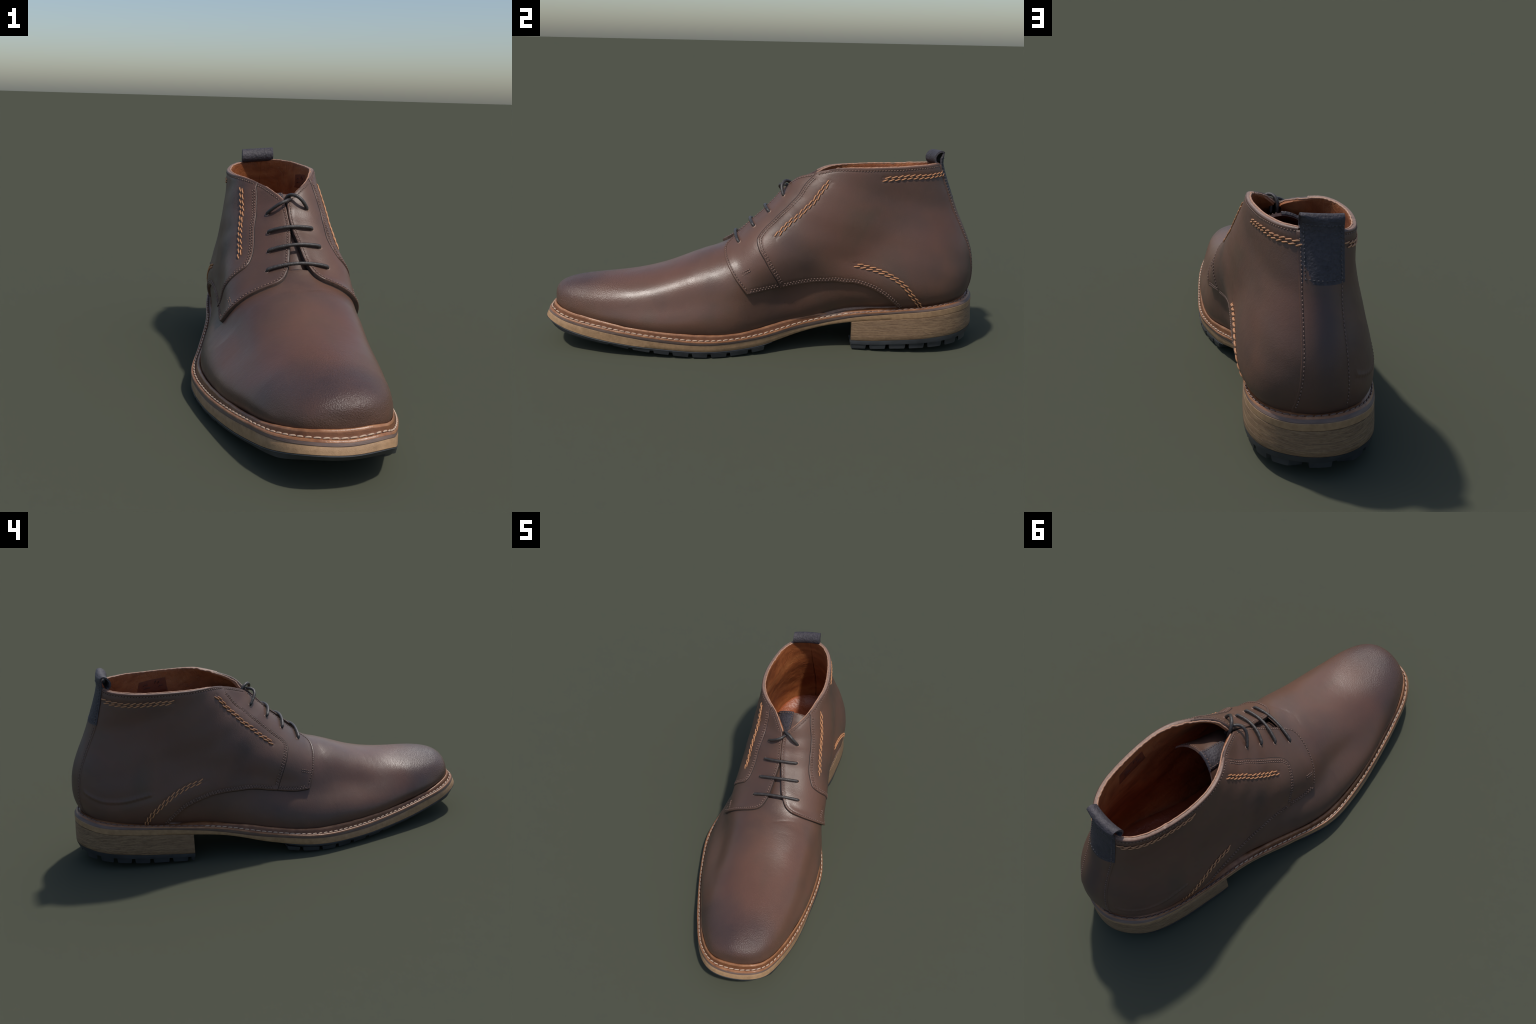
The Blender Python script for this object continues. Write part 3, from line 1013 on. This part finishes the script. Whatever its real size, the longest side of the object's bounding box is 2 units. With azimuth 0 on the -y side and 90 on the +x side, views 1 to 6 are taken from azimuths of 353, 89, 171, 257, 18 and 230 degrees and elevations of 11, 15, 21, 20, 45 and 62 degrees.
# ------------------------------------------------------------------ tongue
def build_tongue():
    spine_pts = np.array([(.062, -.21, .436), (.062, -.13, .479), (.060, -.03, .562), (.058, .08, .640), (.056, .19, .690), (.054, .255, .718), (.052, .289, .737)])
    half = np.interp(np.linspace(0, 1, 60), [0, .3, 1], [.075, .10, .125])
    C = catmull(spine_pts, 60)
    T = np.gradient(C, axis=0)
    T /= np.linalg.norm(T, axis=1, keepdims=True)
    X = np.array([1., 0, 0])
    N = np.cross(X, T)
    w = np.linspace(-1, 1, 41)
    top, bot = [], []
    for i in range(60):
        for a in w:
            arch = -.055*a**2 - .02*a**4
            p = C[i] + X*a*half[i] + N[i]*arch + N[i]*.0025*math.sin(i*.35 + a*3)
            top.append(p)
            bot.append(p - N[i]*.012)
    m = 41
    V = np.vstack([top, bot])
    o = 60*m
    F = [(i*m + j, i*m + j + 1, (i + 1)*m + j + 1, (i + 1)*m + j) for i in range(59) for j in range(m - 1)]
    G = [tuple(o + q for q in f[::-1]) for f in F]
    R = [(59*m + j, 59*m + j + 1, o + 59*m + j + 1, o + 59*m + j) for j in range(m - 1)]
    R += [(i*m, (i + 1)*m, o + (i + 1)*m, o + i*m) for i in range(59)] + [(i*m + m - 1, o + i*m + m - 1, o + (i + 1)*m + m - 1, (i + 1)*m + m - 1) for i in range(59)]
    make("tongue", V, F + G + R, [LEATHER, EDGE], boot, [0]*len(F + G) + [1]*len(R), sharp=50)
    # navy lace keeper strip sewn on the tongue, wrapped over its top edge
    tp = np.array(top).reshape(60, m, 3)
    j0, j1 = 6, 20
    sub = tp[26:60, j0:j1 + 1]
    nn = N[26:60]
    A = sub + nn[:, None]*.006
    wrap = [A[-1] + T[-1]*.004 - N[-1]*.004, A[-1] + T[-1]*.004 - N[-1]*.014, A[-1] - T[-1]*.02 - N[-1]*.022]
    Rr = np.concatenate([A, np.array(wrap)], 0)
    a, b = Rr.shape[:2]
    V = [*Rr.reshape(-1, 3)]
    F = [(i*b + j, i*b + j + 1, (i + 1)*b + j + 1, (i + 1)*b + j) for i in range(a - 1) for j in range(b - 1)]
    nV = len(V)
    drop = np.concatenate([nn, np.repeat(N[-1:], 3, 0)])*.006
    for j in (0, b - 1):
        k0 = len(V)
        for i in range(a - 3):
            V.append(Rr[i, j] - drop[i])
        for i in range(a - 4):
            F.append((i*b + j, (i + 1)*b + j, k0 + i + 1, k0 + i) if j == 0 else ((i + 1)*b + j, i*b + j, k0 + i, k0 + i + 1))
    make("lace_keeper", V, F, SUEDE, boot, sharp=60)
    # its stitches
    Vc, Fc = capsule(.009, .0020, .8, .5, 6, 5)
    verts, faces = [], []
    lines = [(A[:, 1], nn), (A[:, -2], nn)]
    cross_i = 31
    lines.append((A[cross_i], np.repeat(nn[cross_i:cross_i + 1], b, 0)))
    row = tp[57, 22:38]
    lines.append((row + N[57]*.0006, np.repeat(N[57:58], len(row), 0)))
    k = 0
    for P, n in lines:
        c, T2, S2, N2 = frames(resample(P, .004), np.repeat(n.mean(0)[None], len(resample(P, .004)), 0), .014)
        for i in range(len(c)):
            verts.append(c[i] + N2[i]*.0006 + Vc[:, :1]*T2[i] + Vc[:, 1:2]*S2[i] + Vc[:, 2:]*N2[i])
            faces += [tuple(q + k for q in f) for f in Fc]
            k += len(Vc)
    ob = make("fine_stitching", np.vstack(verts), faces, BROWN, boot, sharp=0)
    ob["kind"] = "stuff"


build_tongue()

# ------------------------------------------------------------------- laces
def lace_between(a, b, lift):
    n = 9
    t = np.array([-.015, .03, .14, .32, .5, .68, .86, .97, 1.015])
    q = np.array(a)[None]*(1 - t[:, None]) + np.array(b)[None]*t[:, None]
    P, nn = leather(q, 0)
    ends = np.array([leather([a], 0)[0][0], leather([b], 0)[0][0]])
    chord = ends[0]*(1 - t[:, None]) + ends[1]*t[:, None]
    h = np.array([-.003, .0165, *([.0185]*(n - 4)), .0165, -.003]) + lift*np.sin(np.pi*t)
    return .75*P + .25*chord + nn*h[:, None]


for k, lift in ((0, .008), (1, .010), (2, .011)):
    tube("lace", lace_between(EYELETS_R[k], EYELETS_L[k], lift), .0072, LACE, boot)
pR, nR = leather([EYELETS_R[3]], 0)
pL, nL = leather([EYELETS_L[3]], 0)
pR, nR, pL, nL = pR[0], nR[0], pL[0], nL[0]
tube("lace", [pR - nR*.006, pR + nR*.014 + np.array([-.004, 0, .004]), np.array([.104, .078, .738]), np.array([.082, .088, .755]), np.array([.060, .104, .757]),
              np.array([.046, .126, .742]), np.array([.044, .140, .715]), np.array([.05, .140, .675])], .0074, LACE, boot)
tube("lace", [pL - nL*.006, pL + nL*.015 + np.array([.004, 0, .002]), np.array([-.004, .078, .712]), np.array([.018, .072, .727]), np.array([.038, .078, .735]),
              np.array([.054, .098, .738]), np.array([.066, .122, .728]), np.array([.072, .135, .69])], .0070, LACE, boot)

# ---------------------------------------------------------------- pull tab
def outer_y(x, z, h):
    """y of the heel's outer face at given x, z"""
    lo, hi = np.full_like(x, .45), np.full_like(x, 1.08)
    for _ in range(30):
        mid = (lo + hi)/2
        P = np.stack([x, mid, z], 1)
        q = locate(P)
        O = spine(q[:, 0])[0]
        S = leather(q)[0]
        out = np.linalg.norm(P - O, axis=1) > np.linalg.norm(S - O, axis=1) + h
        hi = np.where(out, mid, hi)
        lo = np.where(out, lo, mid)
    return (lo + hi)/2


def build_tab():
    xs = np.linspace(-.0775, .0725, 26)
    u = (xs - xs[0])/(xs[-1] - xs[0])
    back = []
    for z in np.linspace(.676, .842, 26):
        zz = z + .010*(u - .3)*(1 if z < .7 else .5)
        y = outer_y(xs, zz, T_STRIP + .0030)
        back.append(np.stack([xs, y, zz], 1))
    # loop: straight up, over the collar and rolled back inside
    y0 = back[-1][:, 1].mean()
    prof = [(.0, .022), (.001, .042), (-.004, .052), (-.014, .0575), (-.026, .056), (-.038, .048), (-.047, .034), (-.049, .018), (-.044, .004), (-.035, -.004), (-.030, -.006)]
    prof = catmull(prof, 44)
    rows = list(back)
    for i, (dy, dz) in enumerate(prof):
        f = min(1, i/8)
        yb = back[-1][:, 1]*(1 - f) + (y0 + (back[-1][:, 1] - y0)*.35 + (u - .5)*.010)*f
        rows.append(np.stack([xs, yb + dy, back[-1][:, 2] + dz + (u - .5)*.006], 1))
    A = np.array(rows)
    n, m = A.shape[:2]
    du = np.gradient(A, axis=0)
    dv = np.gradient(A, axis=1)
    N = np.cross(dv, du)
    N /= np.linalg.norm(N, axis=2, keepdims=True)
    if N[5, m//2, 1] < 0:
        N = -N
    th = .0078
    In = A - N*th
    V = np.vstack([A.reshape(-1, 3), In.reshape(-1, 3)])
    o = n*m
    q = lambda i, j: i*m + j
    F = [(q(i, j), q(i, j + 1), q(i + 1, j + 1), q(i + 1, j)) for i in range(n - 1) for j in range(m - 1)]
    a = V[F[3][0]]
    if np.cross(V[F[3][1]] - a, V[F[3][2]] - a) @ N[0, 3] < 0:
        F = [f[::-1] for f in F]
    G = [tuple(o + k for k in f[::-1]) for f in F]
    R = []
    for j in (0, m - 1):
        R += [(q(i, j), q(i + 1, j), o + q(i + 1, j), o + q(i, j)) for i in range(n - 1)]
    for i in (0, n - 1):
        R += [(q(i, j), q(i, j + 1), o + q(i, j + 1), o + q(i, j)) for j in range(m - 1)]
    ob = make("pull_tab", V, F + G + R, SUEDE, boot, sharp=50)
    bm = bmesh.new()
    bm.from_mesh(ob.data)
    bmesh.ops.recalc_face_normals(bm, faces=bm.faces)
    bm.to_mesh(ob.data)
    bm.free()
    Vc, Fc = capsule(.0100, .0021, .8, .5, 6, 5)
    verts, faces, k = [], [], 0
    for P, nn in ((A[1:27, 2], N[1:27, 2]), (A[1:27, -3], N[1:27, -3]), (A[2], N[2]), (A[26], N[26])):
        c, T2, S2, N2 = frames(P, nn, .014)
        for i in range(len(c)):
            verts.append(c[i] + Vc[:, :1]*T2[i] + Vc[:, 1:2]*S2[i] + Vc[:, 2:]*N2[i])
            faces += [tuple(x + k for x in f) for f in Fc]
            k += len(Vc)
    st = make("fine_stitching", np.vstack(verts), faces, SUEDE_THREAD, boot, sharp=0)
    st["kind"] = "stuff"


SUEDE_THREAD = mat_simple("navy_thread", [(.3, (.05, .045, .05)), (.7, (.09, .078, .08))], 80, .5)
build_tab()

# -------------------------------------------------------------------- sole
NW = 520
EDGE_LOOP = resample(catmull(SOLE_EDGE, 3000, True), .0095, closed=True)
waist = np.exp(-((EDGE_LOOP[:, 1] - .31)/.16)**2)*(EDGE_LOOP[:, 0] > 0)
EDGE_LOOP[:, 0] -= .017*waist
EDGE_LOOP[:, 2] -= .0045*waist
k0 = int(np.argmax(EDGE_LOOP[:, 1] - np.abs(EDGE_LOOP[:, 0] - .014)*.2))
EDGE_LOOP = np.roll(EDGE_LOOP, -k0, 0)
NW = len(EDGE_LOOP)
tg = np.roll(EDGE_LOOP, -2, 0) - np.roll(EDGE_LOOP, 2, 0)
tg[:, 2] = 0
tg /= np.linalg.norm(tg, axis=1, keepdims=True)
OUTW = np.stack([tg[:, 1], -tg[:, 0], 0*tg[:, 0]], 1)
if OUTW[0] @ (EDGE_LOOP[0] - EDGE_LOOP.mean(0)) < 0:
    OUTW = -OUTW


YL = EDGE_LOOP[:, 1]
RIGHT_SIDE = EDGE_LOOP[:, 0] > .0
# the stacked heel widens downwards at the back and the outer side; the toe spring juts forward
HEEL_FLARE = np.where(RIGHT_SIDE, smooth(YL, [.35, .41, .55, .65, .8, .9, 1], [-.004, -.003, .0, .002, .009, .014, .021]),
                      smooth(YL, [.35, .5, .65, .75, .85, .92, 1], [-.002, -.001, .002, .007, .018, .022, .020]))
HEEL_TUCK = np.where(RIGHT_SIDE, smooth(YL, [.35, .55, .7, .9, 1], [.000, -.001, -.006, -.006, -.016]), smooth(YL, [.35, .65, .85, 1], [-.002, -.003, -.008, -.018]))
TOE_FLARE = smooth(YL, [-1, -.96, -.85, -.65, 1], [.022, .016, .005, 0, 0]) + np.where(RIGHT_SIDE, 0, .011*np.exp(-((YL + .35)/.26)**2))


HEEL_OUT = np.convolve(np.r_[HEEL_FLARE, HEEL_FLARE, HEEL_FLARE], np.ones(9)/9, "same")[NW:2*NW]*np.clip((YL - .45)/.15, 0, 1)


def loop(out, dz):
    dz = np.broadcast_to(dz, NW)
    flare = TOE_FLARE*np.clip(-dz/.040, 0, 1.1) + HEEL_OUT*np.clip(-dz/.019, 0, 1)*.8
    P = EDGE_LOOP + OUTW*(np.broadcast_to(out, NW) + flare)[:, None]
    P[:, 2] += dz
    return P


def circ_smooth(a, k):
    for _ in range(k):
        a = (np.roll(a, 1, 0) + a + np.roll(a, -1, 0))/3
    return a


def build_welt():
    F = catmull(FEATHER_LINE, 3000, True)
    d2 = ((EDGE_LOOP[:, None, :2] - F[None, :, :2])**2).sum(2)
    near = F[d2.argmin(1)]
    width = circ_smooth(np.clip(((EDGE_LOOP - near)*OUTW).sum(1), .013, .06), 25)
    rise = circ_smooth(np.clip(near[:, 2] - EDGE_LOOP[:, 2], .0, .04), 25)
    y = EDGE_LOOP[:, 1]
    rib = np.clip((.36 - y)/.16, 0, 1)
    rib = rib*rib*(3 - 2*rib)
    # profile from the outer lip to under the leather: (share of width, share of rise, rib height)
    prof = [(-.02, 0, -.0060), (.00, 0, -.0015), (.06, .0, .0002), (.16, .03, .0004), (.24, .05, -.0016), (.36, .10, -.0040), (.48, .20, -.0036),
            (.54, .42, .0000), (.62, .68, .0034), (.73, .90, .0054), (.86, 1.0, .0046), (1.0, 1.0, .0015), (1.15, .8, -.006), (1.9, .3, -.012)]
    rings = []
    wob = circ_smooth(rng.normal(0, .0035, NW), 3)
    for a, b, c in prof:
        h = rise*b*rib + rise*a*.6*(1 - rib) + c*np.where(a > .5, rib, 1)
        if .6 < a < 1.1:
            h = h + wob*rib*.35
        rings.append(loop(-width*a, h))
    sweep("welt", rings, [WELT, WELT_DARK], boot, sharp=0, row_index=[0, 0, 0, 0, 1, 1, 1, 1, 0, 0, 0, 0, 1])
    c = loop(-width*.30, rise*.10 + .0012)
    n = np.tile(np.array([0, 0, 1.0]), (NW, 1)) + OUTW*.45
    n /= np.linalg.norm(n, axis=1, keepdims=True)
    fr = frames(np.vstack([c, c[:1]]), np.vstack([n, n[:1]]), .0272)
    front = fr[0][:, 1] < .40
    single_stitches("welt_stitch", CREAM_MESH, tuple(a[front] for a in fr), boot, .10)
    single_stitches("heel_seat_stitch", DARK_MESH, tuple(a[~front] for a in fr), boot, .10)


build_welt()


def wall(name, z0, z1, mats, inset=0.0, bulge=.0008, bottom=True, wavy=0.0):
    w = circ_smooth(rng.normal(0, 1, NW), 6)*wavy
    zs = [(-.03, z0 - .001), (-inset - .0010, z0), (-inset + bulge*.5, z0 - .0018), (-inset + bulge, (z0 + z1)/2), (-inset + bulge*.5, z1 + .0018), (-inset - .0010, z1), (-.03, z1 + .001)]
    rings = [loop(o, (z if np.ndim(z) else np.full(NW, z)) + (w if 1 < i < 5 else 0)*0) for i, (o, z) in enumerate(zs)]
    ob = sweep(name, rings, mats, boot, sharp=35)
    if bottom:
        me = ob.data
        bm = bmesh.new()
        bm.from_mesh(me)
        bm.verts.ensure_lookup_table()
        n0 = (len(zs) - 1)*NW
        for f in cap_between(NW, n0, True) + cap_between(NW, 0, False):
            try:
                bm.faces.new([bm.verts[i] for i in f])
            except ValueError:
                pass
        bmesh.ops.recalc_face_normals(bm, faces=bm.faces)
        bm.to_mesh(me)
        bm.free()
    return ob


tan_depth = smooth(YL, [-1, -.95, -.9, -.8, -.6, -.45, -.2, 0, .12, .25, .42, .6, 1], [.038, .044, .049, .056, .057, .052, .049, .050, .046, .039, .040, .043, .048])
brown_depth = smooth(YL, [-1, -.8, -.5, 0, .25, .45, 1], [.017, .018, .0205, .018, .023, .018, .0185])
wall("midsole", -.0015, -brown_depth, MIDSOLE, .0005)
wall("middle_layer", -brown_depth - .0004, -tan_depth, CREPE, .0015)

# heel stack -------------------------------------------------------------
def breast(x):
    return .432 - .112*x


def heel_outline(out, flare=0.0, tuck=0.0):
    P = EDGE_LOOP + OUTW*(out + circ_smooth(HEEL_FLARE, 8)*flare + circ_smooth(HEEL_TUCK, 8)*tuck)[:, None]
    k = np.where(P[:, 1] > breast(P[:, 0]))[0]
    right = [i for i in k if i < NW//2]
    left = [i for i in k if i >= NW//2]
    order = right[::-1] + left[::-1]
    Q = P[order]
    # add the two breast corners
    a, b = Q[0].copy(), Q[-1].copy()
    a[1], b[1] = breast(a[0]), breast(b[0])
    return np.vstack([a, Q, b])


def heel_bottom(y):
    return smooth(y, [.40, .46, .6, .66, .8, .9, .95, 1.0], [.044, .046, .058, .063, .077, .086, .093, .097])


def heel_tread(y):
    return smooth(y, [.40, .46, .6, .66, .8, .94, 1.0], [.004, .006, .015, .018, .029, .040, .044])


def solid(name, levels, mats, sharp=35):
    """loft of closed outlines with flat caps"""
    R = np.array(levels)
    k, n = R.shape[:2]
    V = R.reshape(-1, 3)
    F = [(a*n + j, a*n + (j + 1) % n, (a + 1)*n + (j + 1) % n, (a + 1)*n + j) for a in range(k - 1) for j in range(n)]
    for off, fl in ((0, False), ((k - 1)*n, True)):
        for i in range(n//2):
            f = list(dict.fromkeys((i, i + 1, n - 2 - i, n - 1 - i)))
            if len(f) > 2:
                F.append(tuple(off + q for q in (f[::-1] if fl else f)))
    ob = make(name, V, F, mats, boot, sharp=sharp)
    bm = bmesh.new()
    bm.from_mesh(ob.data)
    bmesh.ops.recalc_face_normals(bm, faces=bm.faces)
    bm.to_mesh(ob.data)
    bm.free()
    return ob


def build_heel():
    def level(f, out):
        Q = heel_outline(out, .8 + .2*f)
        z0 = Q[:, 2] - smooth(Q[:, 1], [.42, .6, 1], [.040, .043, .048]) - .0006
        zb = heel_bottom(Q[:, 1])
        Q = Q.copy()
        Q[:, 2] = z0*(1 - f) + zb*f
        return Q
    fs = [(0, -.0045), (.012, -.0012), (.05, -.0006), (.24, -.0002), (.25, -.0010), (.26, -.0002), (.48, .0006), (.49, -.0003), (.50, .0006), (.74, .0012), (.75, .0003), (.76, .0012), (.97, .0012), (1, -.0005)]
    solid("heel_stack", [level(f, o) for f, o in fs], STACK)
    # rubber top piece: plate plus lugs
    def rub(f, out):
        Q = heel_outline(out, 1.0, f).copy()
        zb, zt = heel_bottom(Q[:, 1]) - .0006, heel_tread(Q[:, 1])
        Q[:, 2] = zb + (zt - zb)*f
        return Q
    solid("heel_rubber", [rub(0, .0008), rub(.08, .0015), rub(.45, .0005), rub(.46, -.004)], RUBBER)


build_heel()


def side_x(y, right, flare=0.0):
    """edge of the sole at y on one side"""
    k = np.arange(NW) < NW//2
    if not right:
        k = ~k
    P = (EDGE_LOOP + OUTW*(flare*circ_smooth(HEEL_FLARE + HEEL_TUCK*.8, 8))[:, None])[k] if flare else EDGE_LOOP[k]
    o = np.argsort(P[:, 1])
    return np.interp(y, P[o, 1], P[o, 0])


def lug(y0, y1, inner, right, ztop, zbot, slope=.003, edge_in=.003, flare=0.0):
    """one tread block: follows the sole edge between y0 and y1, tapers downwards"""
    n = 18
    rings = []
    for f in (0., .85, 1.):
        g = slope*f + (.002 if f == 1. else 0)
        ys = np.linspace(y0 + g, y1 - g, n)
        xo = side_x(ys, right, flare)
        s = 1 if right else -1
        xo = xo - s*(edge_in + .004*f)
        xi = np.full(n, inner) + s*g
        xi = np.where(s*(xo - xi) < .01, xo - s*.01, xi)
        P = np.vstack([np.stack([xo, ys], 1), np.stack([xi, ys], 1)[::-1]])
        z = ztop(P[:, 1])*(1 - f) + zbot(P[:, 1])*f
        rings.append(np.c_[P, z])
    solid("tread_lug", rings, RUBBER, 30)


def build_tread():
    # forepart plate under the tan layer
    def plate(d, out, lo, hi):
        P = loop(out, -tan_depth - d)
        return P
    keep = [i for i in range(NW) if YL[i] < .055]
    k = np.array(keep)
    right = k[k < NW//2]
    left = k[k >= NW//2]
    order = np.r_[right, left]
    def lv(d, out):
        P = loop(out, 0)[order]
        fade = np.clip((.055 - P[:, 1])/.10, 0, 1)
        P[:, 2] += -tan_depth[order] - .0006 - np.broadcast_to(d, NW)[order]*fade
        return P
    toe = np.clip((-.80 - YL)/.12, 0, 1)*.011
    tip = np.clip((-.90 - YL)/.08, 0, 1)*.016
    flare = TOE_FLARE
    solid("tread_plate", [lv(0, flare - .0005), lv(.002, flare + .0006), lv(.011 + toe, flare - .003 - tip), lv(.0115 + toe, flare - .010 - tip)], RUBBER)
    zW = lambda y: np.interp(y, ys_s, z_s)
    o = np.argsort(YL[:NW//2])
    ys_s = YL[:NW//2][o]
    z_s = circ_smooth(EDGE_LOOP[:NW//2][o, 2], 6)
    top = lambda y: zW(y) - .056
    bot = lambda y: np.maximum(zW(y) - .0755, .0006)
    cuts = [-.955, -.675, -.585, -.490, -.405, -.318, -.235, -.150, -.055, .018]
    for a, b in zip(cuts[:-1], cuts[1:]):
        g0, g1 = .007, .007
        for rt in (True, False):
            m = .5*(side_x((a + b)/2, True) + side_x((a + b)/2, False))
            e = side_x((a + b)/2, rt)
            inner = m + (e - m)*.42
            off = 0 if rt else .012
            lug(a + g0 + off, b - g1 + off, inner, rt, top, bot)
        m = .5*(side_x((a + b)/2, True) + side_x((a + b)/2, False))
        w = .30*(side_x((a + b)/2, True) - side_x((a + b)/2, False))/2
        block(m, w, a + .018, b - .018, top, bot)
    ht = lambda y: heel_bottom(y) - .014
    hb = lambda y: heel_tread(y)
    cuts = [.400, .487, .575, .665, .75, .832, .905, .965]
    for i, (a, b) in enumerate(zip(cuts[:-1], cuts[1:])):
        for rt in (True, False):
            m = .01
            e = side_x((a + b)/2, rt)
            lo = max(a + (.007 if i else .002), breast(e) + .002)
            lug(lo, b - .007, m + (e - m)*.45, rt, ht, hb, edge_in=.001, flare=1.0)
    # rear centre lug
    rings = []
    for f in (0., .85, 1.):
        xs = np.linspace(-.030 + .004*f, .055 - .004*f, 8)
        yo = np.array([EDGE_LOOP[np.argmin((EDGE_LOOP[:, 0] - x)**2 + 10*(EDGE_LOOP[:, 1] < .7))][1] for x in xs]) + .008 - .005*f
        P = np.vstack([np.stack([xs, yo], 1), np.stack([xs, yo*0 + .90], 1)[::-1]])
        z = ht(P[:, 1])*(1 - f) + hb(P[:, 1])*f
        rings.append(np.c_[P, z])
    solid("tread_lug", rings, RUBBER, 30)


def block(xc, w, y0, y1, ztop, zbot):
    rings = []
    for f in (0., .85, 1.):
        g = .004*f
        P = np.array([(xc + w - g, y0 + g), (xc + w - g, y1 - g), (xc - w + g, y1 - g), (xc - w + g, y0 + g)])
        z = ztop(P[:, 1])*(1 - f) + zbot(P[:, 1])*f
        rings.append(np.c_[P, z])
    solid("tread_lug", rings, RUBBER, 30)


build_tread()
